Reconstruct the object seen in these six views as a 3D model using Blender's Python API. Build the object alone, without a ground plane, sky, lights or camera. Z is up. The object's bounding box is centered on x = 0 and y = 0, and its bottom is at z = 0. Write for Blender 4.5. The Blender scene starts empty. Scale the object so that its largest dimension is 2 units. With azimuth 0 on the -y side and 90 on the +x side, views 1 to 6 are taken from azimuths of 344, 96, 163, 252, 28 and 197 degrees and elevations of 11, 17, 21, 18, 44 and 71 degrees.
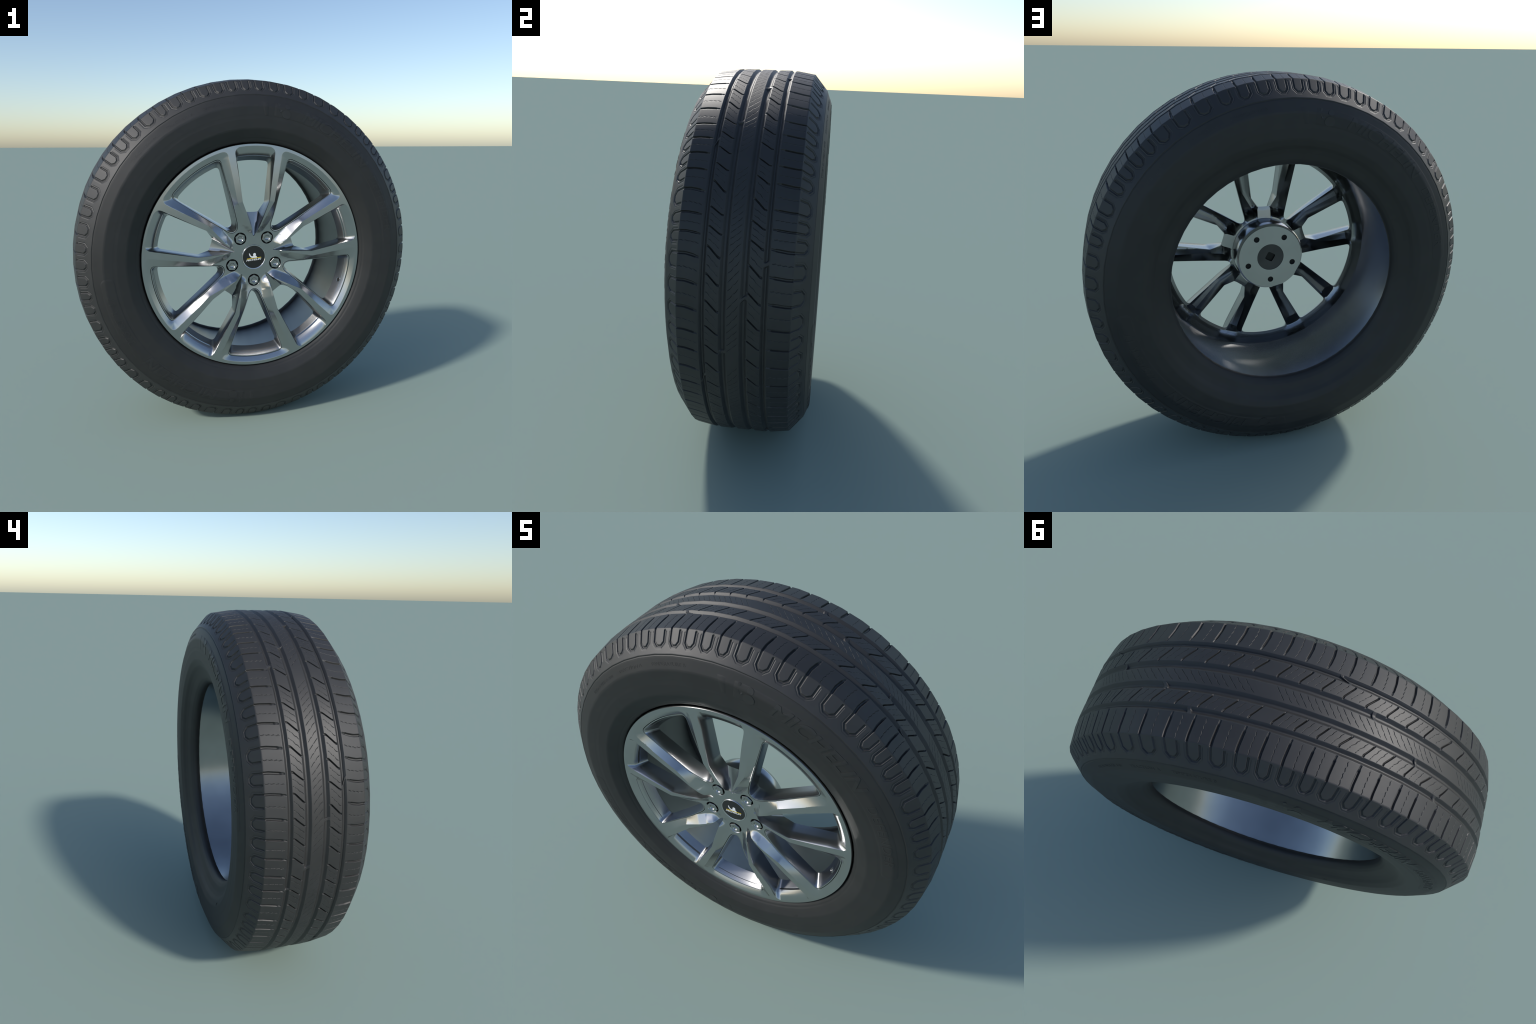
import bpy, bmesh, math
import numpy as np
from mathutils import Vector, Matrix
from mathutils.geometry import delaunay_2d_cdt

rng = np.random.default_rng(7)
AXLE_Z = 1.0            # wheel axis runs along y through (0, 0, 1)
FRONT = -1.0            # the spoked face looks towards -y

# ------------------------------------------------------------------ helpers
def new_obj(name, verts, faces, mat, parent=None, smooth=True, sharp=None, normals=None):
    me = bpy.data.meshes.new(name)
    me.from_pydata([tuple(v) for v in verts], [], [tuple(int(i) for i in f) for f in faces])
    me.update()
    me.materials.append(mat)
    if smooth:
        me.shade_smooth()
        if sharp is not None:
            me.set_sharp_from_angle(angle=math.radians(sharp))
    if normals is not None:
        me.normals_split_custom_set_from_vertices([tuple(n) for n in normals])
    ob = bpy.data.objects.new(name, me)
    bpy.context.scene.collection.objects.link(ob)
    if parent is not None:
        ob.parent = parent
    return ob

def empty(name, parent=None):
    ob = bpy.data.objects.new(name, None)
    bpy.context.scene.collection.objects.link(ob)
    if parent is not None:
        ob.parent = parent
    return ob

def cyl_to_world(r, th, y):
    return np.stack([r * np.cos(th), y + 0 * th, AXLE_Z + r * np.sin(th)], -1)

def smoothstep(a, b, x):
    t = np.clip((x - a) / (b - a), 0, 1)
    return t * t * (3 - 2 * t)

def seg_dist(px, py, pts):
    """distance of points to an open polyline"""
    best = np.full(np.shape(px), 1e9)
    for (ax, ay), (bx, by) in zip(pts[:-1], pts[1:]):
        dx, dy = bx - ax, by - ay
        L = dx * dx + dy * dy + 1e-12
        t = np.clip(((px - ax) * dx + (py - ay) * dy) / L, 0, 1)
        best = np.minimum(best, np.hypot(px - ax - t * dx, py - ay - t * dy))
    return best

def in_poly(px, py, poly):
    inside = np.zeros(np.shape(px), bool)
    n = len(poly)
    for i in range(n):
        x1, y1 = poly[i]; x2, y2 = poly[(i + 1) % n]
        if y1 == y2:
            continue
        c = ((y1 > py) != (y2 > py)) & (px < (x2 - x1) * (py - y1) / (y2 - y1) + x1)
        inside ^= c
    return inside

def lathe(profile, n=240, closed=False):
    """profile: list of (r, y) -> verts, faces; rings of n points"""
    th = np.arange(n) * 2 * math.pi / n
    V = np.concatenate([cyl_to_world(r, th, y) for r, y in profile])
    F = []
    m = len(profile)
    for k in range(m if closed else m - 1):
        a, b = k * n, ((k + 1) % m) * n
        for i in range(n):
            j = (i + 1) % n
            F.append((a + i, a + j, b + j, b + i))
    return V, F

# ---------------------------------------------------------------- materials
def principled(name):
    m = bpy.data.materials.new(name)
    m.use_nodes = True
    nt = m.node_tree
    return m, nt, nt.nodes['Principled BSDF']

def noise_mix(nt, scale, c0, c1, lo=0.35, hi=0.65, detail=6.0):
    tc = nt.nodes.new('ShaderNodeTexCoord')
    no = nt.nodes.new('ShaderNodeTexNoise')
    no.inputs['Scale'].default_value = scale
    no.inputs['Detail'].default_value = detail
    nt.links.new(tc.outputs['Object'], no.inputs['Vector'])
    rp = nt.nodes.new('ShaderNodeValToRGB')
    rp.color_ramp.elements[0].position = lo
    rp.color_ramp.elements[1].position = hi
    rp.color_ramp.elements[0].color = (*c0, 1)
    rp.color_ramp.elements[1].color = (*c1, 1)
    nt.links.new(no.outputs['Fac'], rp.inputs['Fac'])
    return tc, no, rp

def make_rubber(name, c0, c1, rough, grain=0.15, spec=0.5):
    m, nt, b = principled(name)
    tc, no, rp = noise_mix(nt, 9.0, c0, c1)
    nt.links.new(rp.outputs['Color'], b.inputs['Base Color'])
    b.inputs['Roughness'].default_value = rough
    b.inputs['Specular IOR Level'].default_value = spec
    fine = nt.nodes.new('ShaderNodeTexNoise')
    fine.inputs['Scale'].default_value = 420.0
    fine.inputs['Detail'].default_value = 2.0
    nt.links.new(tc.outputs['Object'], fine.inputs['Vector'])
    bp = nt.nodes.new('ShaderNodeBump')
    bp.inputs['Strength'].default_value = grain
    bp.inputs['Distance'].default_value = 0.0012
    nt.links.new(fine.outputs['Fac'], bp.inputs['Height'])
    nt.links.new(bp.outputs['Normal'], b.inputs['Normal'])
    return m

def make_alloy(name, c0, c1, rough):
    m, nt, b = principled(name)
    tc, no, rp = noise_mix(nt, 5.0, c0, c1)
    nt.links.new(rp.outputs['Color'], b.inputs['Base Color'])
    b.inputs['Metallic'].default_value = 1.0
    mr = nt.nodes.new('ShaderNodeMapRange')
    mr.inputs['To Min'].default_value = rough * 0.9
    mr.inputs['To Max'].default_value = rough * 1.15
    nt.links.new(no.outputs['Fac'], mr.inputs['Value'])
    nt.links.new(mr.outputs['Result'], b.inputs['Roughness'])
    return m

def make_plain(name, col, rough, metallic=0.0, spec=0.5):
    m, nt, b = principled(name)
    tc, no, rp = noise_mix(nt, 30.0, tuple(c * 0.94 for c in col), tuple(min(1, c * 1.06) for c in col))
    nt.links.new(rp.outputs['Color'], b.inputs['Base Color'])
    b.inputs['Roughness'].default_value = rough
    b.inputs['Metallic'].default_value = metallic
    b.inputs['Specular IOR Level'].default_value = spec
    return m

TREAD_MAT = make_rubber('tread_rubber', (0.0228, 0.0226, 0.0226), (0.0272, 0.0270, 0.0270), 0.50)
WALL_MAT = make_rubber('sidewall_rubber', (0.0145, 0.0145, 0.0145), (0.0180, 0.0180, 0.0180), 0.54, 0.10)
PANEL_MAT = make_rubber('panel_rubber', (0.0145, 0.0145, 0.0145), (0.0175, 0.0175, 0.0175), 0.57, 0.25)
LETTER_MAT = make_rubber('lettering_rubber', (0.018, 0.018, 0.018), (0.021, 0.021, 0.021), 0.50, 0.05)
ALLOY = make_alloy('gunmetal_alloy', (0.405, 0.41, 0.415), (0.445, 0.45, 0.455), 0.21)
NUT_MAT = make_alloy('nut_steel', (0.40, 0.40, 0.40), (0.45, 0.45, 0.45), 0.16)
BEZEL_MAT = make_alloy('bezel_steel', (0.55, 0.55, 0.56), (0.60, 0.60, 0.61), 0.15)
BORE_MAT = make_alloy('bore_dark_steel', (0.06, 0.06, 0.065), (0.09, 0.09, 0.095), 0.35)
CAST = make_alloy('cast_alloy', (0.34, 0.345, 0.35), (0.38, 0.385, 0.39), 0.25)  # rim alloy darkened: shade inside windows and spoke backs partly put into colour
BARREL = make_alloy('barrel_alloy', (0.31, 0.315, 0.32), (0.35, 0.355, 0.36), 0.24)  # same metal again, base colour lowered for the barrel's interior shadow
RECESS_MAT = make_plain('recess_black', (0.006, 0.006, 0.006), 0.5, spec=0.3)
CAP_MAT = make_plain('cap_black_plastic', (0.012, 0.012, 0.012), 0.35)
WHITE_MAT = make_plain('emblem_white', (0.80, 0.80, 0.80), 0.4)
YELLOW_MAT = make_plain('emblem_yellow', (0.75, 0.55, 0.02), 0.4)

# ------------------------------------------------------------------ hierarchy
wheel = empty('car_wheel')
wheel['label'] = 'car wheel, black all-season tire on ten-spoke gunmetal alloy rim'
wheel['category'] = 'car wheel'
tire = empty('tire', wheel)

# =====================================================================  TIRE
# pitch sequence round the tread: Short, Medium and Long blocks (degrees)
SEQ_SEEN = 'MSSLMMLLLSSLSSSSLLLMMMSSSSMSMSLMMMLLMLMMMSMLS'
SEQ_REST = 'SMLLMSSMLMSMMLLSMSSLMM'
SIZE = {'S': 4.55, 'M': 5.33, 'L': 6.48}
seen = np.array([SIZE[c] for c in SEQ_SEEN])
seen *= (208.9 + 33.8) / seen.sum()
rest = np.array([SIZE[c] for c in SEQ_REST])
rest *= (360 - 208.9 - 33.8) / rest.sum()
pitch = np.concatenate([seen, rest])
NP = len(pitch)
# grooves on the +y shoulder start at -33.8 deg, 0.5 pitch ahead of the -y ones
START = -33.8
edges = START + np.concatenate([[0], np.cumsum(pitch)])

def phase_to_theta(c):
    """pitch coordinate (block number + fraction) -> angle in radians"""
    c = np.asarray(c, float)
    w = np.floor(c / NP)
    k = c - w * NP
    return np.radians(np.interp(k, np.arange(NP + 1), edges) + 360 * w)

def pitch_len(c):
    i = np.floor(np.mod(c, NP)).astype(int) % NP
    return np.radians(pitch[i])

# columns inside one block: dense at the groove (phase 0) and at the three sipes
cols = [-.078, -.062, -.046, -.03, 0, .03, .046, .062, .078]
for s in (.33, .5, .67):
    cols += [s - .024, s - .011, s, s + .011, s + .024]
cols = sorted(x % 1.0 for x in cols)
fill = []
for a, b in zip(cols, cols[1:] + [cols[0] + 1]):
    n = int(math.ceil((b - a) / 0.027))
    fill += [a + (b - a) * k / n for k in range(n)]
colphase = np.array(sorted(x % 1.0 for x in fill))
C0 = (np.arange(NP)[:, None] + colphase[None, :]).ravel()      # phase of every column
NC = len(C0)
frac = np.tile(colphase, NP)
blockid = np.repeat(np.arange(NP), len(colphase))

# lean of the lateral grooves across the tread, in pitches, against y
LEAN = [(-.335, .05), (-.24, .05), (-.207, .055), (-.175, .0), (-.144, -.075), (-.137, -.08), (-.124, .40), (-.109, .355),
        (-.089, .17), (-.067, -.03), (-.050, -.06), (-.032, .0), (.032, .66), (.051, .80), (.063, .775),
        (.082, .61), (.107, .38), (.125, .34), (.140, .42), (.156, .39), (.217, .32), (.24, .32), (.335, .32)]
LEAN_Y = np.array([p[0] for p in LEAN]); LEAN_V = np.array([p[1] for p in LEAN]) - 0.42

# cross-section: (|y|, r) from crown to bead, front and back beads differ
PROFILE = [(0, 1.0), (.135, 1.0), (.2405, .984), (.309, .905), (.332, .844), (.332, .78), (.3275, .725), (.314, .695)]
BEAD_FRONT = [(.303, .673), (.294, .660), (.288, .6535), (.281, .6500), (.268, .6485)]
BEAD_BACK = [(.298, .672), (.287, .652), (.281, .638), (.274, .622), (.262, .605), (.250, .5945), (.240, .5910), (.229, .5915), (.220, .597), (.212, .606)]

GROOVES = [(-.130, .0135, .0030), (-.0425, .0160, .0040), (.0455, .0160, .0040), (.131, .0135, .0030)]
GDEPTH = .0112

yrows = {0.0, .2405, -.2405, .135, -.135}
for c, t, b in GROOVES:
    for d in (t + .002, t, t - .0015, b + .001, b - .001, 0):
        yrows |= {c + d, c - d}
yrows = sorted(yrows)
yr = []
for a, b in zip(yrows, yrows[1:]):
    n = max(1, int(math.ceil((b - a) / .0052)))
    yr += [a + (b - a) * k / n for k in range(n)]
yr.append(yrows[-1])
yr = np.array(yr)
crown_rows = [(y, float(np.interp(abs(y), [p[0] for p in PROFILE[:3]], [p[1] for p in PROFILE[:3]]))) for y in yr]

def dense(pts, step):
    out = []
    for (a0, a1), (b0, b1) in zip(pts[:-1], pts[1:]):
        n = max(1, int(math.ceil(math.hypot(b0 - a0, b1 - a1) / step)))
        out += [(a0 + (b0 - a0) * k / n, a1 + (b1 - a1) * k / n) for k in range(n)]
    return out + [pts[-1]]

chamfer = dense(PROFILE[2:4], .0029)[1:]
wall = dense([PROFILE[3], (.3098, .903), (.3105, .901), (.3113, .899), (.3120, .897)] + PROFILE[4:], .0085)[1:]
beadf = dense([PROFILE[-1]] + BEAD_FRONT, .005)[1:]
beadb = dense([PROFILE[-1]] + BEAD_BACK, .006)[1:]
front_side = [(-y, r) for y, r in chamfer + wall + beadf][::-1]
back_side = chamfer + wall + beadb
rows = front_side + crown_rows + back_side
RY = np.array([p[0] for p in rows]); RR = np.array([p[1] for p in rows])
NR = len(rows)
nf = len(front_side)
i_tread0 = nf - len(chamfer)           # first tread row (shoulder chamfer starts)
i_tread1 = nf + len(crown_rows) + len(chamfer)

# outward direction of the section at each row
ty = np.gradient(RY); tr = np.gradient(RR)
L = np.hypot(ty, tr); NY, NRAD = -tr / L, ty / L
# running length measured from the shoulder corner outwards (for the shoulder loops)
Y2, CC = np.meshgrid(RY, C0, indexing='ij')
R2 = np.repeat(RR[:, None], NC, 1)
FR = np.repeat(frac[None, :], NR, 0)
BID = np.repeat(blockid[None, :], NR, 0)
lean = np.interp(RY, LEAN_Y, LEAN_V)[:, None]

# --- displacement (positive = cut into the rubber)
cut = np.zeros((NR, NC))
absY = np.abs(Y2)
on_crown = absY <= .2406
# four circumferential grooves, with wear bars
for gi, (c, t, b) in enumerate(GROOVES):
    g = 1 - np.clip((np.abs(Y2 - c) - b) / (t - b), 0, 1)
    bar = (np.abs(np.mod(BID + FR - 3.3 - 1.7 * gi, NP / 6.0)) < .16)
    cut = np.maximum(cut, np.where(on_crown, g * np.where(bar, GDEPTH * .45, GDEPTH), 0))
# lateral grooves: phase distance from 0
dph = np.minimum(FR, 1 - FR)
lat = 1 - smoothstep(.034, .060, dph)
latn = 1 - smoothstep(.020, .046, dph)
shoulder = smoothstep(.1455, .147, absY) * (absY <= .2406)
neck = 1 - smoothstep(.158, .166, absY)
cut = np.maximum(cut, shoulder * np.where(neck > .5, latn * .004, lat * .0085))
mid = ((absY > .058) & (absY < .1165))
cut = np.maximum(cut, mid * latn * np.where((absY > .068) & (absY < .106), .0100, .0055))
# sipes
def sipe(ph, depth, mask):
    global cut
    d = np.abs(FR - ph)
    d = np.minimum(d, 1 - d)
    cut = np.maximum(cut, mask * depth * (1 - smoothstep(.002, .0125, d)))
plain_block = np.isin(BID % 9, (4,))
broken = (np.mod(absY * 95, 1) > .22)
for s in (.33, .67):
    sipe(s, .0038, (absY > .062) & (absY < .113) & ~plain_block & broken)
sipe(.5, .0036, (absY > .152) & (absY < .236) & (np.mod(absY * 42, 1) > .2))
for s in (0., .33, .67):
    sipe(s, .0036, (absY < .0245) & ~plain_block & broken)

# hooked loops on the shoulder chamfer: main groove runs on into a U
sgn = np.where(Y2 < 0, -1.0, 1.0)
run = np.hypot(absY - .2405, R2 - .984) * (absY > .2405)         # metres down the chamfer
ph = np.where(FR > .8, FR - 1, FR)                                 # -0.2 .. 0.8
ph = np.where(Y2 < 0, np.where(FR > .2, FR - 1, FR), ph)           # front loop hangs the other way
plen = np.radians(pitch)[BID] * 0.95
u_lat = ph * sgn * plen                                            # 0 .. +0.55 pitch
wU = .55 * plen
chm = (absY > .2405) & (R2 > .904)
def loop_dist(x, y, w, bot, ch):
    """octagonal U of width w opening at y=0, bottom at y=bot"""
    d = np.abs(x) + 1e9 * (y > bot - ch)
    xx = w - x
    d2 = np.abs(xx) + 1e9 * (y > bot - ch)
    d = np.minimum(d, d2)
    def seg(ax, ay, bx, by):
        dx, dy = bx - ax, by - ay
        t = np.clip(((x - ax) * dx + (y - ay) * dy) / (dx * dx + dy * dy), 0, 1)
        return np.hypot(x - ax - t * dx, y - ay - t * dy)
    d = np.minimum(d, seg(0 * w, bot - ch, .3 * w, bot))
    d = np.minimum(d, seg(.3 * w, bot, .7 * w, bot))
    d = np.minimum(d, seg(.7 * w, bot, w, bot - ch))
    return d
bot = .073
d = loop_dist(u_lat, run, wU, bot, .018)
open_end = (u_lat > .5 * wU) & (run < .008)                        # free end of the hook
cutU = (1 - smoothstep(.0018, .0048, d)) * .0048 * ~open_end
# stepped outline round the U
off = .0095
d2 = loop_dist(u_lat + off, run, wU + 2 * off, bot + off, .022)
cutO = (1 - smoothstep(.0006, .0028, d2)) * .0017 * (run > .012)
d3 = loop_dist(u_lat + off * .5, run, wU + off, bot + off * .5, .020)
cutU = cutU + (d3 < .003) * 0
cut = np.where(chm, np.maximum(cutU, cutO), cut)

cut = np.where(R2 < .90, 0.0, cut)
# circumferential lines on the sidewalls
def line(r0, w, dep):
    global cut
    cut = np.where((absY > .30), cut + dep * np.exp(-((R2 - r0) / w) ** 2), cut)
line(.9010, .0018, .0030)
line(.786, .0045, .0010)
line(.672, .004, .0015)

# --- grid points
theta = phase_to_theta(CC + lean)
# zig-zag of the sipes: columns close to a sipe wander in angle
zig = (np.abs(np.mod(absY * 48, 1) - .5) - .25) * 4
zmask = np.zeros_like(cut)
for s in (.33, .5, .67):
    rib = ((absY > .152) & (absY < .236)) if s == .5 else ((absY > .064) & (absY < .111)) | (absY < .024)
    zmask = np.maximum(zmask, (1 - smoothstep(.03, .07, np.abs(FR - s))) * rib)
theta = theta + zig * zmask * .022 * np.radians(pitch)[BID]

rr = R2 - cut * NRAD[:, None]
yy = Y2 - cut * NY[:, None]
P = cyl_to_world(rr, theta, yy)
# smooth normals from the round section
dc = np.roll(P, -1, 1) - np.roll(P, 1, 1)
dr = np.empty_like(P)
dr[1:-1] = P[2:] - P[:-2]; dr[0] = P[1] - P[0]; dr[-1] = P[-1] - P[-2]
N = np.cross(dc, dr)
N /= np.linalg.norm(N, axis=2, keepdims=True) + 1e-12
out_dir = cyl_to_world(NRAD[:, None] + 0 * theta, theta, NY[:, None] + 0 * theta) - np.array([0, 0, AXLE_Z])
if (N * out_dir).sum() < 0:
    N = -N
# the carcass is made of 60 flat facets round the axle
delta = np.mod(np.degrees(theta), 6.0) - 3.0
fac = math.cos(math.radians(3.0)) / np.cos(np.radians(delta))
P = cyl_to_world(rr * fac, theta, yy)

def grid_part(name, i0, i1, mat):
    n = i1 - i0
    V = P[i0:i1].reshape(-1, 3); Nn = N[i0:i1].reshape(-1, 3)
    me = bpy.data.meshes.new(name)
    ii, jj = np.meshgrid(np.arange(n - 1), np.arange(NC), indexing='ij')
    j2 = (jj + 1) % NC
    F = np.stack([ii * NC + jj, ii * NC + j2, (ii + 1) * NC + j2, (ii + 1) * NC + jj], -1).reshape(-1, 4)
    # orient outwards
    a, b, c = V[F[:, 0]], V[F[:, 1]], V[F[:, 3]]
    if ((np.cross(b - a, c - a)) * Nn[F[:, 0]]).sum() < 0:
        F = F[:, ::-1]
    me.vertices.add(len(V)); me.vertices.foreach_set('co', V.astype(np.float32).ravel())
    me.loops.add(F.size); me.loops.foreach_set('vertex_index', F.astype(np.int32).ravel())
    me.polygons.add(len(F)); me.polygons.foreach_set('loop_start', np.arange(0, F.size, 4, dtype=np.int32))
    me.update(calc_edges=True)
    me.validate()
    me.materials.append(mat)
    me.shade_smooth()
    me.normals_split_custom_set_from_vertices(Nn.astype(np.float32))
    ob = bpy.data.objects.new(name, me)
    bpy.context.scene.collection.objects.link(ob)
    ob.parent = tire
    return ob

grid_part('sidewall', 0, i_tread0 + 1, WALL_MAT)
grid_part('tread', i_tread0, i_tread1, TREAD_MAT)
grid_part('sidewall', i_tread1 - 1, NR, WALL_MAT)

# ------------------------------------------------- raised panels and lettering
WY = np.array([p[0] for p in PROFILE[3:]] + [BEAD_FRONT[0][0]])
WR = np.array([p[1] for p in PROFILE[3:]] + [BEAD_FRONT[0][1]])
def wall_y(r):
    return np.interp(r, WR[::-1], WY[::-1])

def to_wall(a, r, lift, side):
    """angle (deg, measured as seen from the front, ccw) and radius -> point on a sidewall"""
    a = np.radians(np.asarray(a, float)); r = np.asarray(r, float)
    dl = np.mod(np.degrees(a), 6.0) - 3.0
    f = math.cos(math.radians(3.0)) / np.cos(np.radians(dl))
    x = r * f * np.cos(a); z = r * f * np.sin(a)
    y = -(wall_y(r) + lift)
    s = 1.0 if side == 'front' else -1.0
    return np.stack([x * s, y * s, AXLE_Z + z], -1)

def panel(a0, a1, r0, r1, lift, side, mat, name, slant=0.0, round_end=0.0):
    na = max(2, int(abs(a1 - a0) / .75)); nr = 12
    A = np.linspace(a0, a1, na + 1); Rr = np.linspace(r0, r1, nr + 1)
    AA, RA = np.meshgrid(A, Rr, indexing='ij')
    t = (RA - r0) / (r1 - r0)
    u = (AA - a0) / (a1 - a0)
    AA = AA + slant * (t - .5) * (1 - u)
    if round_end:
        AA = AA - np.sign(a1 - a0) * round_end * u * (np.abs(2 * t - 1) ** 4)
    LA = np.full(AA.shape, lift)
    LA[0, :] = LA[-1, :] = LA[:, 0] = LA[:, -1] = -.0015
    V = to_wall(AA.ravel(), RA.ravel(), 0, side)
    s = 1.0 if side == 'front' else -1.0
    V[:, 1] -= s * LA.ravel()
    F = []
    for i in range(na):
        for j in range(nr):
            q = (i * (nr + 1) + j, i * (nr + 1) + j + 1, (i + 1) * (nr + 1) + j + 1, (i + 1) * (nr + 1) + j)
            F.append(q)
    return new_obj(name, V, F, mat, tire, smooth=True, sharp=30)

def text_mesh(body, shear=0.0, offset=0.0, spacing=1.0, extrude=.02, cuts_x=1, cuts_y=1):
    cu = bpy.data.curves.new('text', 'FONT')
    cu.body = body
    cu.size = 1.0
    cu.shear = shear
    cu.offset = offset
    cu.space_character = spacing
    cu.extrude = extrude
    cu.resolution_u = 4
    ob = bpy.data.objects.new('text', cu)
    bpy.context.scene.collection.objects.link(ob)
    dg = bpy.context.evaluated_depsgraph_get()
    me = bpy.data.meshes.new_from_object(ob.evaluated_get(dg))
    bpy.data.objects.remove(ob); bpy.data.curves.remove(cu)
    bm = bmesh.new(); bm.from_mesh(me); bpy.data.meshes.remove(me)
    bmesh.ops.remove_doubles(bm, verts=bm.verts, dist=1e-5)
    bmesh.ops.triangulate(bm, faces=bm.faces)
    x0 = min(v.co.x for v in bm.verts); x1 = max(v.co.x for v in bm.verts)
    y0 = min(v.co.y for v in bm.verts); y1 = max(v.co.y for v in bm.verts)
    def slice_at(co, no):
        bmesh.ops.bisect_plane(bm, geom=bm.verts[:] + bm.edges[:] + bm.faces[:], plane_co=co, plane_no=no)
    for k in range(1, cuts_y):
        slice_at((0, y0 + (y1 - y0) * (k + .0137) / cuts_y, 0), (0, 1, 0))
    for k in range(1, cuts_x):
        slice_at((x0 + (x1 - x0) * (k + .0171) / cuts_x, 0, 0), (1, 0, 0))
    bm.verts.index_update()
    V = np.array([v.co[:] for v in bm.verts])
    F = [tuple(v.index for v in f.verts) for f in bm.faces]
    bm.free()
    return V, F

def wall_text(body, a0, a1, r_mid, height, side, shear=0.0, offset=0.0, lift=.0018, spacing=1.0, bold=0.0):
    """text running clockwise from angle a0 to a1 with its feet towards the axle"""
    V, F = text_mesh(body, shear, offset, spacing, cuts_x=max(2, int(abs(a1 - a0) / 1.0)), cuts_y=9 if height > .03 else 3)
    x = (V[:, 0] - V[:, 0].min()) / (V[:, 0].max() - V[:, 0].min())
    y = (V[:, 1] - V[:, 1].min()) / (V[:, 1].max() - V[:, 1].min())
    top = V[:, 2] > 0
    s = 1.0 if side == 'front' else -1.0
    parts, faces = [], []
    # heavy type: strokes widened by overlapping copies, each a hair higher
    for k, dx in enumerate((0.0,) if not bold else (-bold, 0.0, bold)):
        W = to_wall(a0 + (a1 - a0) * (x + dx), r_mid + (y - .5) * height, 0, side)
        W[:, 1] -= s * np.where(top, lift + .0003 * k, -.002 - .0003 * k)
        faces += [tuple(i + k * len(V) for i in f) for f in F]
        parts.append(W)
    W, F = np.concatenate(parts), faces
    return new_obj('lettering', W, F, LETTER_MAT, tire, smooth=False)

def wall_shape(pts, a_c, r_c, side, lift=.0022, name='emblem_stand_in'):
    """flat outline (x along the tread, y outwards, metres) laid on the sidewall"""
    n = len(pts)
    pts = np.array(pts)
    a = a_c - np.degrees(pts[:, 0] / r_c); r = r_c + pts[:, 1]
    s = 1.0 if side == 'front' else -1.0
    top = to_wall(a, r, 0, side); low = top.copy()
    top[:, 1] -= s * lift; low[:, 1] += s * .002
    V = np.concatenate([top, low])
    F = [tuple(range(n))] + [(i, (i + 1) % n, (i + 1) % n + n, i + n) for i in range(n)]
    return new_obj(name, V, F, LETTER_MAT, tire, smooth=False)

def ellipse(cx, cy, rx, ry, a0=0, a1=360, n=24):
    t = np.radians(np.linspace(a0, a1, n, endpoint=(a1 - a0) != 360))
    return [(cx + rx * math.cos(k), cy + ry * math.sin(k)) for k in t]

for side in ('front', 'back'):
    panel(83.5, 2.5, .789, .872, .0008, side, PANEL_MAT, 'raised_panel', round_end=2.5)
    panel(-95.5, -176.5, .789, .872, .0008, side, PANEL_MAT, 'raised_panel', round_end=2.5)
    panel(88.0, 85.0, .789, .872, .0008, side, PANEL_MAT, 'raised_panel', slant=2.0)
    panel(-91.0, -94.0, .789, .872, .0008, side, PANEL_MAT, 'raised_panel', slant=2.0)
    wall_text('MICHELIN', 71.5, 38.0, .832, .060, side, shear=.25, bold=.0055)
    wall_text('MICHELIN', -107.5, -141.0, .832, .060, side, shear=.25, bold=.0055)
    wall_text('DEFENDER', 33.0, 9.0, .830, .040, side, shear=.15, spacing=1.15)
    wall_text('225/65 R 17', -148.5, -169.5, .832, .040, side, shear=.1)
    for a in (79.0, -100.0):
        wall_shape(ellipse(.012, .022, .014, .013), a, .832, side)
        wall_shape(ellipse(.012, -.018, .026, .022), a, .832, side)
        wall_shape([(-.042, .034), (-.032, .036), (-.016, -.002), (-.026, -.012), (-.036, .004)], a, .832, side)
    wall_text('TREADWEAR 840', 141.0, 127.5, .869, .013, side, lift=.0007)
    wall_text('TRACTION A', 124.0, 113.5, .869, .013, side, lift=.0007)
    wall_text('TEMPERATURE B', 110.0, 98.0, .869, .013, side, lift=.0007)
    wall_text('DOT', -56.0, -58.5, .715, .016, side, lift=.0007)

# ======================================================================  RIM
R_RIM = .6425
Y_HUB = -.254
A_AXES = [-90 + 72 * k for k in range(5)]          # windows behind the lug nuts
B_AXES = [90 + 72 * k for k in range(5)]           # pocket windows between the pairs

def bez2(p0, p1, p2, n):
    t = np.linspace(0, 1, n + 1)[:, None]
    p0, p1, p2 = map(np.array, (p0, p1, p2))
    return ((1 - t) ** 2 * p0 + 2 * t * (1 - t) * p1 + t * t * p2)

def half_window(R, phi, fil, chain, n_arc=16, n_fil=8, n_side=(22,), n_tip=6):
    """half outline in window frame (x lateral, y radial): outer arc, filleted
    corner, straight sides through the points of chain, rounded inner tip"""
    c = R * np.array([math.sin(math.radians(phi)), math.cos(math.radians(phi))])
    a_end = phi - math.degrees(fil / R)
    t = np.radians(np.linspace(0, a_end, n_arc + 1))
    pts = [np.stack([R * np.sin(t), R * np.cos(t)], -1)]
    nxt = np.array(chain[0])
    s_start = c + (nxt - c) / np.linalg.norm(nxt - c) * fil
    pts.append(bez2(pts[0][-1], c, s_start, n_fil)[1:])
    cur = s_start
    for k, n in enumerate(n_side):
        nx = np.array(chain[k])
        tt = np.linspace(0, 1, n + 1)[1:, None]
        pts.append(cur + (nx - cur) * tt)
        cur = nx
    ctrl, end = np.array(chain[-2]), np.array(chain[-1])
    pts.append(bez2(cur, ctrl, end, n_tip)[1:])
    return np.concatenate(pts)

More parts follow.
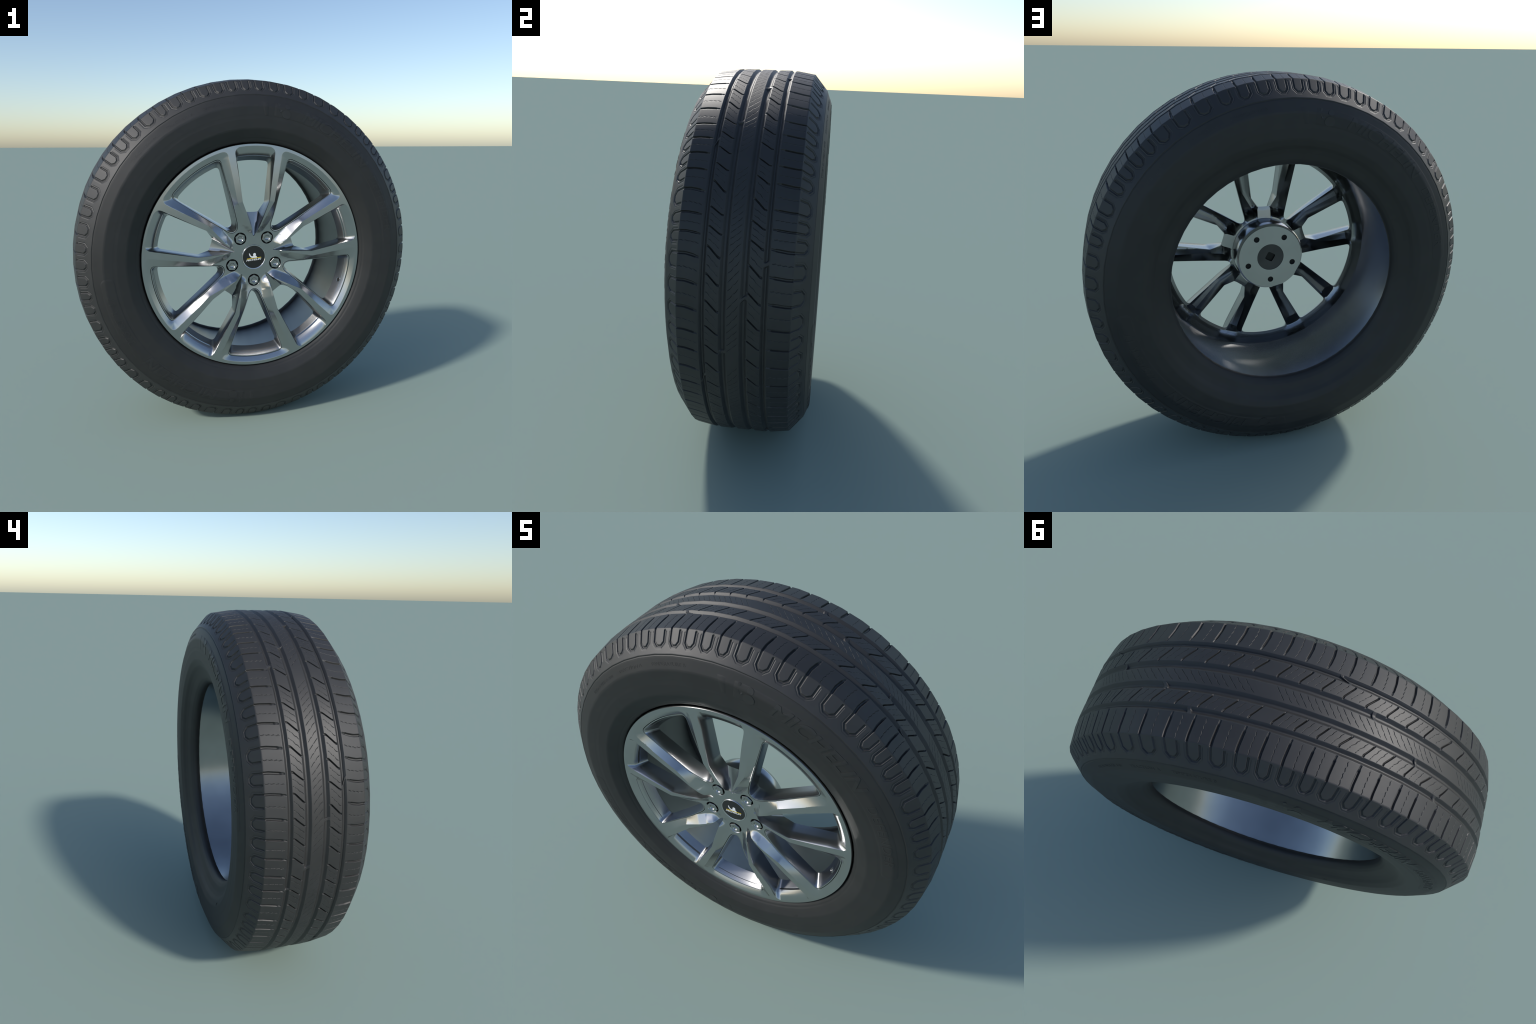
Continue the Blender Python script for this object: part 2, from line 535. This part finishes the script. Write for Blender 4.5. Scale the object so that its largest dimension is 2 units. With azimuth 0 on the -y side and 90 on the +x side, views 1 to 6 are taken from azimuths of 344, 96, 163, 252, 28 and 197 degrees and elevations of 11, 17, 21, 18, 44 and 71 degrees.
def full_loop(h):
    """mirror the half outline: closed loop, no doubled points"""
    return np.concatenate([h, (h[1:-1] * np.array([-1, 1]))[::-1]])

def place(loop, axis):
    a = math.radians(axis)
    # radial direction (cos a, sin a), lateral direction to the right hand of it
    return np.stack([loop[:, 1] * math.cos(a) + loop[:, 0] * math.sin(a),
                     loop[:, 1] * math.sin(a) - loop[:, 0] * math.cos(a)], -1)

# windows at the lug nuts (A): lip, bead and back outline
A_LIP = full_loop(half_window(.598, 16.9, .030, [(.040, .223), (.0257, .186), (0, .186)]))
A_BEAD0 = full_loop(half_window(.5945, 16.75, .029, [(.0375, .2255), (.0235, .1895), (0, .1895)]))
A_BEAD1 = full_loop(half_window(.5905, 16.6, .028, [(.0350, .228), (.0215, .193), (0, .193)]))
A_MID = full_loop(half_window(.585, 16.3, .028, [(.0335, .231), (.020, .197), (0, .197)]))
A_BACK = full_loop(half_window(.553, 15.6, .026, [(.030, .252), (.018, .216), (0, .216)]))
# pocket windows (B)
B_FACE = full_loop(half_window(.630, 10.9, .036, [(.079, .327), (.0135, .155), (.006, .122), (0, .122)], n_side=(18, 14)))
B_LIP = full_loop(half_window(.591, 10.55, .024, [(.0765, .325), (.0120, .158), (.005, .126), (0, .126)], n_side=(18, 14)))
B_BACK = full_loop(half_window(.553, 10.3, .022, [(.0735, .312), (.038, .262), (.032, .257), (0, .258)], n_side=(18, 14)))
# hollow backs: rim of the window wall, then the inside of the shell
A_RIM = full_loop(half_window(.5700, 15.95, .028, [(.0325, .2505), (.020, .2145), (0, .2145)]))
A_REAR = full_loop(half_window(.5760, 17.15, .030, [(.0450, .2320), (.030, .1985), (0, .1985)]))
B_RIM = full_loop(half_window(.5700, 10.55, .024, [(.0760, .3125), (.041, .2595), (.034, .254), (0, .254)], n_side=(18, 14)))
B_REAR = full_loop(half_window(.5760, 11.25, .026, [(.0830, .3270), (.049, .2450), (.037, .2400), (0, .240)], n_side=(18, 14)))
n_outer = 16 + 8          # points of a half outline on the outer arc and corner

# the flat spoke face ends here and the slope to the A windows starts (A frame)
tipB = (.0825, .1385)
CREST_HALF = half_window(.625, 21.3, .036, [(.104, .326), tipB, tipB, tipB], n_arc=32, n_fil=12, n_side=(22, 18), n_tip=1)[:-1]
CREST_POLY = [tuple(p) for p in CREST_HALF]
LIP_POLY = [tuple(p) for p in A_LIP[:len(A_LIP) // 2 + 1]]
ZONE = CREST_POLY + [(.0705, .097), (0.0, 0.0)]

def face_y(x, z):
    """height of the front face over the wheel plane (x right, z up, from the axle)"""
    r = np.hypot(x, z); a = np.degrees(np.arctan2(z, x))
    da = np.mod(a + 90 + 36, 72) - 36                     # angle from the nearest A axis
    xa = np.abs(r * np.sin(np.radians(da))); ya = r * np.cos(np.radians(da))
    q = np.clip(r - .335, 0, None)
    crest = np.where(r >= .335, -.311 + .026 * q + .085 * q * q,
                     np.interp(r, [0, .125, .14, .165, .19, .25, .335], [-.254, -.2542, -.2620, -.2850, -.2950, -.3050, -.311]))
    low = -.254 - .027 * smoothstep(.135, .32, r)
    inside = in_poly(xa, ya, ZONE) | ((r < .2) & (ya > 0) & (xa / np.maximum(ya, 1e-6) < .02))
    d = seg_dist(xa, ya, CREST_POLY) * inside
    d_lip = seg_dist(xa, ya, LIP_POLY)
    t = np.clip(d / np.minimum(d + d_lip + 1e-9, .045), 0, 1)
    t = np.where(r < .2, t * t * (3 - 2 * t) * .5 + t * .5, t)
    hub = r < .118
    return np.where(hub, Y_HUB, crest + (low - crest) * t)

# ---- assemble one mesh of the spoked face, later split into parts
MV, MF, MK = [], [], []          # vertices, faces, material index
nv = 0
def add(V, F, k=0):
    global nv
    MV.append(np.asarray(V, float)); MF.extend([tuple(int(i) + nv for i in f) for f in F]); MK.extend([k] * len(F))
    nv += len(V)

def xz_to_world(xz, y):
    return np.stack([xz[:, 0], np.broadcast_to(y, len(xz)), AXLE_Z + xz[:, 1]], -1)

def circle(n, r, cx=0.0, cz=0.0):
    t = np.arange(n) * 2 * math.pi / n
    return np.stack([cx + r * np.cos(t), cz + r * np.sin(t)], -1)

def triangulate(loops, open_lines, holes, r_in, r_out, spacing):
    pts, eds = [], []
    base = 0
    for lp in loops:
        n = len(lp)
        pts.append(lp); eds += [(base + i, base + (i + 1) % n) for i in range(n)]; base += n
    for lp in open_lines:
        n = len(lp)
        pts.append(lp); eds += [(base + i, base + i + 1) for i in range(n - 1)]; base += n
    fixed = np.concatenate(pts)
    g = np.arange(-.66, .66, spacing)
    gx, gz = np.meshgrid(g, np.arange(-.66, .66, spacing * .866))
    gx = gx + (np.arange(gx.shape[0]) % 2)[:, None] * spacing / 2
    gx, gz = gx.ravel(), gz.ravel()
    rr_ = np.hypot(gx, gz)
    ok = (rr_ < r_out - spacing * .5) & (rr_ > r_in + spacing * .5)
    gx, gz = gx[ok], gz[ok]
    for h in holes:
        k = ~in_poly(gx, gz, h); gx, gz = gx[k], gz[k]
    keep = np.ones(len(gx), bool)
    for i in range(0, len(gx), 2000):
        dd = np.hypot(gx[i:i + 2000, None] - fixed[None, :, 0], gz[i:i + 2000, None] - fixed[None, :, 1]).min(1)
        keep[i:i + 2000] = dd > spacing * .55
    allp = np.concatenate([fixed, np.stack([gx[keep], gz[keep]], -1)])
    res = delaunay_2d_cdt([Vector((float(p[0]), float(p[1]))) for p in allp], eds, [], 0, 1e-7)
    V = np.array([v[:] for v in res[0]]); F = np.array([f for f in res[2]])
    c = V[F].mean(1)
    rc = np.hypot(c[:, 0], c[:, 1])
    ok = (rc < r_out) & (rc > r_in)
    for h in holes:
        ok &= ~in_poly(c[:, 0], c[:, 1], h)
    return V, F[ok]

NSEG = 240
lugs = [(.1365 * math.cos(math.radians(a)), .1365 * math.sin(math.radians(a))) for a in A_AXES]
R_LUG = .0365
loops = [circle(NSEG, R_RIM), circle(NSEG, .6395), circle(NSEG, .6355)]
holes = []
for a in A_AXES:
    loops.append(place(A_LIP, a)); holes.append(place(A_LIP, a))
for a in B_AXES:
    loops.append(place(B_FACE, a)); holes.append(place(B_FACE, a))
for cx, cz in lugs:
    c = circle(36, R_LUG, cx, cz); loops.append(c); holes.append(c)
open_lines = []
def mirrored(h):
    return np.concatenate([(h * np.array([-1, 1]))[::-1], h[1:]])
def offset_line(line, dist):
    tg = np.gradient(line, axis=0)
    return line + dist * np.stack([-tg[:, 1], tg[:, 0]], -1) / np.linalg.norm(tg, axis=1)[:, None]
crest_full = mirrored(CREST_HALF[:-1])
lip_full = mirrored(A_LIP[:len(A_LIP) // 2 - 1])
for a in A_AXES:
    open_lines.append(place(crest_full, a))
    for off_ in (-.0025, .0025):
        open_lines.append(place(offset_line(crest_full, off_)[3:-3], a))
    open_lines.append(place(offset_line(lip_full, .0025)[2:-2], a))
for a in B_AXES:
    for m in (1, -1):
        for rk in (.3315, .335, .3385):
            t_ = np.radians(np.linspace(14.6, 20.4, 14))
            open_lines.append(place(np.stack([m * rk * np.sin(t_), rk * np.cos(t_)], -1), a))
        lp = B_FACE[1:len(B_FACE) // 2]
        tg = np.gradient(lp, axis=0)
        nn_ = np.stack([-tg[:, 1], tg[:, 0]], -1) / np.linalg.norm(tg, axis=1)[:, None]
        sg_ = 1 if (nn_[2] @ lp[2]) > 0 else -1
        open_lines.append(place((lp + sg_ * nn_ * .0025)[1:-7] * np.array([m, 1]), a))
V, F = triangulate(loops, open_lines, holes, 0, R_RIM + .001, .0052)
W = xz_to_world(V, face_y(V[:, 0], V[:, 1]))
# front faces must look towards -y
a_, b_, c_ = W[F[:, 0]], W[F[:, 1]], W[F[:, 2]]
ny = np.cross(b_ - a_, c_ - a_)[:, 1]
F = np.where((ny > 0)[:, None], F[:, ::-1], F)
add(W, F)

def loft(rings):
    n = len(rings[0]); V = np.concatenate(rings); Fq = []
    for k in range(len(rings) - 1):
        for i in range(n):
            j = (i + 1) % n
            Fq.append((k * n + i, k * n + j, (k + 1) * n + j, (k + 1) * n + i))
    return V, Fq

def back_y(r):
    return np.interp(r, [.19, .26, .36, .7], [-.196, -.207, -.212, -.212])

def rear_y(xz):
    """inside of the shell: the front face less its thickness, filling up towards the hub drum"""
    x, z = xz[:, 0], xz[:, 1]
    r = np.hypot(x, z); a = np.degrees(np.arctan2(z, x))
    db = np.mod(a - 90 + 36, 72) - 36                     # angle from the nearest pocket
    xb = np.abs(r * np.sin(np.radians(db)))
    k = smoothstep(.200, .235, r)
    k = np.where(r < .275, k * smoothstep(.038, .048, xb), k)
    y = (face_y(x, z) + .006) * k + np.interp(r, [.19, .26], [-.200, -.212]) * (1 - k)
    o = smoothstep(.552, .574, r)
    ring = np.interp(r, [.574, .578, .590, .605, .617, .626], [-.240, -.262, -.256, -.244, -.224, -.198])   # slot, then the barrel's inner flange
    return y * (1 - o) + ring * o

def lip_y(loop_xz):
    return face_y(loop_xz[:, 0], loop_xz[:, 1])

for a in A_AXES:
    p0 = place(A_LIP, a); y0 = lip_y(p0)
    rings = [xz_to_world(p0, y0)]
    g0 = place((A_LIP + A_BEAD0) / 2, a)
    rings.append(xz_to_world(g0, y0 + .0050))
    rings.append(xz_to_world(place(A_BEAD0, a), y0 + .0008))
    rings.append(xz_to_world(place(A_BEAD1, a), y0 + .0012))
    rings.append(xz_to_world(place(A_MID, a), y0 + .009))
    pb = place(A_BACK, a); yb = back_y(np.hypot(pb[:, 0], pb[:, 1]))
    pm = place(A_MID, a)
    for t in (.5,):
        rings.append(xz_to_world(pm + (pb - pm) * t, (y0 + .009) * (1 - t) + yb * t))
    rings.append(xz_to_world(pb, yb))
    pr = place(A_RIM, a); rings.append(xz_to_world(pr, yb + .0008))
    pr = place(A_REAR, a); rings.append(xz_to_world(pr, rear_y(pr)))
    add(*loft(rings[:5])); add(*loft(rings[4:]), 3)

nB = len(B_FACE); nh = (nB + 2) // 2          # points of one half
idx = np.arange(nB); half_i = np.minimum(idx, nB - idx)
outer_w = 1 - smoothstep(n_outer - 6, n_outer + 3, half_i.astype(float))
for a in B_AXES:
    p0 = place(B_FACE, a); y0 = lip_y(p0)
    p1 = place(B_LIP, a)
    y1 = y0 + .0055
    y1 = y1 * (1 - outer_w) + (-.276) * outer_w
    y1 = np.where(half_i > nh - 9, np.maximum(y1, -.2505), y1)
    pb = place(B_BACK, a); yb = np.full(nB, -.2135)
    rings = [xz_to_world(p0, y0)]
    rings.append(xz_to_world(p1, y1))
    rings.append(xz_to_world(p1 + (pb - p1) * .5, y1 + (yb - y1) * .5))
    rings.append(xz_to_world(pb, yb))
    pr = place(B_RIM, a); rings.append(xz_to_world(pr, yb + .0008))
    pr = place(B_REAR, a); rings.append(xz_to_world(pr, rear_y(pr)))
    add(*loft(rings[:2])); add(*loft(rings[1:]), 3)

# lug wells
for cx, cz in lugs:
    c = circle(36, R_LUG, cx, cz)
    ci = circle(36, R_LUG - .0035, cx, cz)
    y0 = lip_y(c)
    add(*loft([xz_to_world(c, y0), xz_to_world(ci, y0 + .004)]))
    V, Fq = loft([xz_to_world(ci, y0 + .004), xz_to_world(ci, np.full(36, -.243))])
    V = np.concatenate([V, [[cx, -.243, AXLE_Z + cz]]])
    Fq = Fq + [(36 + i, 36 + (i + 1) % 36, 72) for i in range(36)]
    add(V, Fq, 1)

# back of the spokes
R_BACK, R_HUBBACK = .626, .192
loops = [circle(NSEG, R_BACK), circle(NSEG, .5785), circle(NSEG, .584), circle(NSEG, .590), circle(NSEG, .606), circle(NSEG, R_HUBBACK)]
holes = [circle(NSEG, R_HUBBACK)]
for a in A_AXES:
    loops.append(place(A_REAR, a)); holes.append(place(A_REAR, a))
for a in B_AXES:
    loops.append(place(B_REAR, a)); holes.append(place(B_REAR, a))
back_lines = []
for a in B_AXES:
    for m in (1, -1):
        for rk, t0, t1 in ((.552, 12.2, 18.2), (.563, 12.2, 18.2), (.574, 12.2, 18.2), (.2350, 12.8, 23.5), (.2180, 14.0, 25.0), (.2010, 15.0, 27.0)):
            t_ = np.radians(np.linspace(t0, t1, 16))
            back_lines.append(place(np.stack([m * rk * np.sin(t_), rk * np.cos(t_)], -1), a))
        for xk in (.0380, .0430, .0480):
            t_ = np.linspace(.202, .236, 9)
            back_lines.append(place(np.stack([m * xk + 0 * t_, t_], -1), a))
V, F = triangulate(loops, back_lines, holes, 0, R_BACK + .001, .008)
yb = rear_y(V)
W = xz_to_world(V, yb)
a_, b_, c_ = W[F[:, 0]], W[F[:, 1]], W[F[:, 2]]
ny = np.cross(b_ - a_, c_ - a_)[:, 1]
F = np.where((ny < 0)[:, None], F[:, ::-1], F)
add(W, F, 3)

# rim: outer lip, hidden bead seat, back flange, barrel
rim_profile = [(R_RIM, float(face_y(np.array([R_RIM]), np.array([0.0]))[0])), (.6450, -.2915), (.6462, -.287), (.6445, -.280),
               (.640, -.268), (.638, -.25), (.640, -.20), (.625, .0), (.616, .15), (.612, .205), (.608, .218)]
# barrel, seen from inside: a cone that narrows towards the back bead
rim_profile += [(.5990 + (.234 - y) * .0790, y) for y in (.222, .17, .10, .03, -.04, -.11, -.155)]
rim_profile += [(.6295, -.180), (R_BACK, float(rear_y(np.array([[R_BACK, 0.0]]))[0]))]
i_cast = 5
add(*lathe(rim_profile[:i_cast + 1], NSEG))
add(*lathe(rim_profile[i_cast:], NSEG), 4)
# hub drum
hub_profile = [(R_HUBBACK, -.195), (.195, -.15), (.197, -.12), (.196, -.088), (.190, -.074), (.1825, -.067)]
add(*lathe(hub_profile, NSEG))
# mounting pad with bolt holes
loops = [circle(NSEG, .1825), circle(80, .0775)]
holes = [circle(80, .0775)]
for cx, cz in lugs:
    c = circle(24, .0165, cx, cz); loops.append(c); holes.append(c)
V, F = triangulate(loops, [], holes, 0, .183, .012)
W = xz_to_world(V, np.full(len(V), -.067))
a_, b_, c_ = W[F[:, 0]], W[F[:, 1]], W[F[:, 2]]
ny = np.cross(b_ - a_, c_ - a_)[:, 1]
F = np.where((ny < 0)[:, None], F[:, ::-1], F)
add(W, F)
for cx, cz in lugs:
    c = circle(24, .0165, cx, cz)
    V, Fq = loft([xz_to_world(c, np.full(24, -.067)), xz_to_world(c, np.full(24, -.080))])
    V = np.concatenate([V, [[cx, -.080, AXLE_Z + cz]]])
    add(V, Fq[:24])
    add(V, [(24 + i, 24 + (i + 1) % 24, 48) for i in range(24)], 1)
c0, c1 = circle(80, .0775), circle(80, .0765)
add(*loft([xz_to_world(c0, np.full(80, -.067)), xz_to_world(c1, np.full(80, -.071))]))
# dark bore plate with a rounded square hole
def square_loop(n, half, ang):
    t = np.arange(n) * 2 * math.pi / n
    c, s = np.cos(t), np.sin(t)
    r = half / (np.abs(c) ** 6 + np.abs(s) ** 6) ** (1 / 6)
    return np.stack([r * np.cos(t + ang), r * np.sin(t + ang)], -1)
sq = square_loop(80, .0235, math.radians(30))
add(*loft([xz_to_world(c1, np.full(80, -.071)), xz_to_world(sq, np.full(80, -.074))]), 2)
V, Fq = loft([xz_to_world(sq, np.full(80, -.074)), xz_to_world(sq, np.full(80, -.084))])
V = np.concatenate([V, [[0, -.084, AXLE_Z]]])
add(V, Fq + [(80 + i, 80 + (i + 1) % 80, 160) for i in range(80)], 1)

allV = np.concatenate(MV)
me = bpy.data.meshes.new('alloy_whole')
me.from_pydata([tuple(v) for v in allV], [], MF)
me.polygons.foreach_set('material_index', np.array(MK, np.int32))
bm = bmesh.new(); bm.from_mesh(me)
bmesh.ops.remove_doubles(bm, verts=bm.verts, dist=2e-5)
bmesh.ops.recalc_face_normals(bm, faces=bm.faces)
bm.to_mesh(me); bm.free()
me.shade_smooth()
me.set_sharp_from_angle(angle=math.radians(33))
me.update()

# split into rim / spokes / hub, keeping the whole surface's normals
nl = len(me.loops)
LN = np.empty(nl * 3, np.float32); me.corner_normals.foreach_get('vector', LN); LN = LN.reshape(-1, 3)
CO = np.empty(len(me.vertices) * 3, np.float32); me.vertices.foreach_get('co', CO); CO = CO.reshape(-1, 3)
LV = np.empty(nl, np.int32); me.loops.foreach_get('vertex_index', LV)
PS = np.empty(len(me.polygons), np.int32); me.polygons.foreach_get('loop_start', PS)
PT = np.empty(len(me.polygons), np.int32); me.polygons.foreach_get('loop_total', PT)
PM = np.empty(len(me.polygons), np.int32); me.polygons.foreach_get('material_index', PM)
SE = np.empty(len(me.edges), bool)
sharp_attr = me.attributes.get('sharp_edge')
cen = np.array([CO[LV[s:s + t]].mean(0) for s, t in zip(PS, PT)])
cr = np.hypot(cen[:, 0], cen[:, 2] - AXLE_Z); ca = np.degrees(np.arctan2(cen[:, 2] - AXLE_Z, cen[:, 0]))
spk = np.floor(np.mod(ca + 90, 360) / 36).astype(int)
hub_limit = np.where(np.abs(np.mod(ca + 90 + 36, 72) - 36) < 24, .205, .262)
region = np.where(cr > .572, 0, np.where((cr < hub_limit) | (cen[:, 1] > -.19) & (cr < .3), 1, 2 + spk))
region = np.where((cen[:, 1] > -.215) & (cr > .575), 0, region)

# barrel normals tilted towards the back so the metal picks up sky reflection
LP = np.repeat(np.arange(len(PS)), PT)
lc = CO[LV]
lrad = np.stack([lc[:, 0], 0 * lc[:, 0], lc[:, 2] - AXLE_Z], -1)
lr = np.linalg.norm(lrad, axis=1)
barrel_loop = (PM[LP] == 4) & ((LN * lrad).sum(1) < -.5 * lr) & (lc[:, 1] > -.206) & (lc[:, 1] < .2225)
ROLL = math.radians(29)
tilted = -lrad / np.maximum(lr, 1e-6)[:, None] * math.cos(ROLL) + np.array([0, math.sin(ROLL), 0])
LN = np.where(barrel_loop[:, None], tilted, LN).astype(np.float32)

def sub_mesh(name, sel, parent):
    polys = np.nonzero(sel)[0]
    loops_idx = np.concatenate([np.arange(PS[p], PS[p] + PT[p]) for p in polys])
    vi = LV[loops_idx]
    uniq, inv = np.unique(vi, return_inverse=True)
    faces = []; k = 0
    for p in polys:
        faces.append(tuple(int(i) for i in inv[k:k + PT[p]])); k += PT[p]
    m = bpy.data.meshes.new(name)
    m.from_pydata([tuple(map(float, v)) for v in CO[uniq]], [], faces)
    for mt in (ALLOY, RECESS_MAT, BORE_MAT, CAST, BARREL):
        m.materials.append(mt)
    m.polygons.foreach_set('material_index', PM[polys])
    m.shade_smooth()
    m.update()
    m.normals_split_custom_set([tuple(map(float, n)) for n in LN[loops_idx]])
    ob = bpy.data.objects.new(name, m)
    bpy.context.scene.collection.objects.link(ob)
    ob.parent = parent
    return ob

rim = sub_mesh('rim', region == 0, wheel)
hub = sub_mesh('hub', region == 1, rim)
for k in range(10):
    sub_mesh('spoke', region == 2 + k, rim)
bpy.data.meshes.remove(me)

# ---- lug nuts: hexagonal head with a dished centre
def nut_mesh():
    bm = bmesh.new()
    def ring(r, y, n, a0=0.0, hexa=False):
        out = []
        for i in range(n):
            t = 2 * math.pi * i / n + a0
            q = r
            if hexa:
                m = (math.degrees(t) % 60) - 30
                q = r * math.cos(math.radians(30)) / math.cos(math.radians(m))
            out.append(bm.verts.new((q * math.cos(t), y, q * math.sin(t))))
        return out
    n = 48
    rings = [ring(.0312, .026, n, 0, True), ring(.0312, .0012, n, 0, True), ring(.0300, -.0008, n, 0, True),
             ring(.0165, -.0012, n), ring(.0150, .0000, n), ring(.0120, .0045, n), ring(.0075, .0065, n), ring(.0010, .007, n)]
    for a, b in zip(rings, rings[1:]):
        for i in range(n):
            j = (i + 1) % n
            bm.faces.new((a[i], a[j], b[j], b[i]))
    bm.faces.new(rings[-1])
    bmesh.ops.recalc_face_normals(bm, faces=bm.faces)
    m = bpy.data.meshes.new('lug_nut')
    bm.to_mesh(m); bm.free()
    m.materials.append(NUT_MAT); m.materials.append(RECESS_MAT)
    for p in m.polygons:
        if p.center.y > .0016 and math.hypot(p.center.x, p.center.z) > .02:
            p.material_index = 1  # nut flanks coloured black for the shadow down in the well
    m.shade_smooth(); m.set_sharp_from_angle(angle=math.radians(25))
    return m
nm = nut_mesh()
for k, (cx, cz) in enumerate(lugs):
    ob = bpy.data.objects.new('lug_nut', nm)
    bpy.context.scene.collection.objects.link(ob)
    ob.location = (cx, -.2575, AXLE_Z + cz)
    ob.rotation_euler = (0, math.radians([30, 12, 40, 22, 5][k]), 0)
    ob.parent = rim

# ---- centre cap
V, F = lathe([(.0725, -.2535), (.0722, -.2565), (.0705, -.2582), (.0672, -.2578), (.0655, -.2560), (.0655, -.2535)], 96)
new_obj('cap_bezel', V, F, BEZEL_MAT, rim, sharp=40)
V, F = lathe([(.0660, -.2535), (.0658, -.2563), (.045, -.2567), (.0225, -.2569), (.001, -.2570)], 96)
F.append(tuple(range(4 * 96, 5 * 96)))
new_obj('center_cap', V, F, CAP_MAT, rim, sharp=40)

Y_CAP = -.2569
def cap_plate(pts, mat, name, lift=.0006):
    n = len(pts); pts = np.array(pts)
    top = xz_to_world(pts, np.full(n, Y_CAP - lift)); low = xz_to_world(pts, np.full(n, Y_CAP + .002))
    F = [tuple(range(n))] + [(i, (i + 1) % n, (i + 1) % n + n, i + n) for i in range(n)]
    return new_obj(name, np.concatenate([top, low]), F, mat, rim, smooth=False)
tilt = math.radians(4.5)
def tl(p):
    return (p[0] * 1.0, p[1] + p[0] * math.tan(tilt))
cap_plate([tl(p) for p in [(-.0425, -.0085), (.0430, -.0085), (.0440, -.0050), (-.0415, -.0050)]], YELLOW_MAT, 'emblem_stripe')
V, F = text_mesh('MICHELIN', .3, 0.0)
x = (V[:, 0] - V[:, 0].min()) / (V[:, 0].max() - V[:, 0].min()); y = (V[:, 1] - V[:, 1].min()) / (V[:, 1].max() - V[:, 1].min())
px, pz = -.0455 + .089 * x, -.0205 + .0100 * y
parts, faces = [], []
for k, dx in enumerate((-.0006, 0.0, .0006)):
    parts.append(np.stack([px + dx, np.where(V[:, 2] > 0, Y_CAP - .0006 - .0001 * k, Y_CAP + .002), AXLE_Z + pz + px * math.tan(tilt)], -1))
    faces += [tuple(i + k * len(V) for i in f) for f in F]
new_obj('cap_lettering', np.concatenate(parts), faces, WHITE_MAT, rim, smooth=False)
cap_plate([tl(p) for p in ellipse(.0035, .0140, .0085, .0090)], WHITE_MAT, 'emblem_stand_in')
cap_plate([tl(p) for p in ellipse(.0020, -.0048, .0165, .0130, 0, 180, 18)], WHITE_MAT, 'emblem_stand_in', .0008)
cap_plate([tl(p) for p in [(-.0300, .0235), (-.0255, .0245), (-.0190, .0100), (-.0090, .0040), (-.0100, -.0040), (-.0190, .0005), (-.0265, .0100)]], WHITE_MAT, 'emblem_stand_in', .0010)

# ---- valve hole in the outer wall of the window at the right
va = math.radians(-18.0)
rad = Vector((math.cos(va), 0, math.sin(va)))
tan = Vector((-math.sin(va), 0, math.cos(va)))
nrm = (-rad * .86 + Vector((0, -.5, 0))).normalized()
up = nrm.cross(tan).normalized()
cpt = Vector((0, -.246, AXLE_Z)) + rad * .5715
def valve(r_list, mat, name):
    n = 28; V = []; F = []
    for r, h in r_list:
        for i in range(n):
            t = 2 * math.pi * i / n
            V.append(cpt + nrm * h + tan * (r * math.cos(t)) + up * (r * math.sin(t)))
    for k in range(len(r_list) - 1):
        for i in range(n):
            j = (i + 1) % n
            F.append((k * n + i, k * n + j, (k + 1) * n + j, (k + 1) * n + i))
    F.append(tuple(range((len(r_list) - 1) * n, len(r_list) * n)))
    return new_obj(name, V, F, mat, rim, sharp=40)
valve([(.0135, -.002), (.0132, .0022), (.0118, .0030), (.0104, .0022), (.0100, .0012)], ALLOY, 'valve_rim')
valve([(.0104, .0008), (.0102, .0019), (.001, .0020)], RECESS_MAT, 'valve_hole')
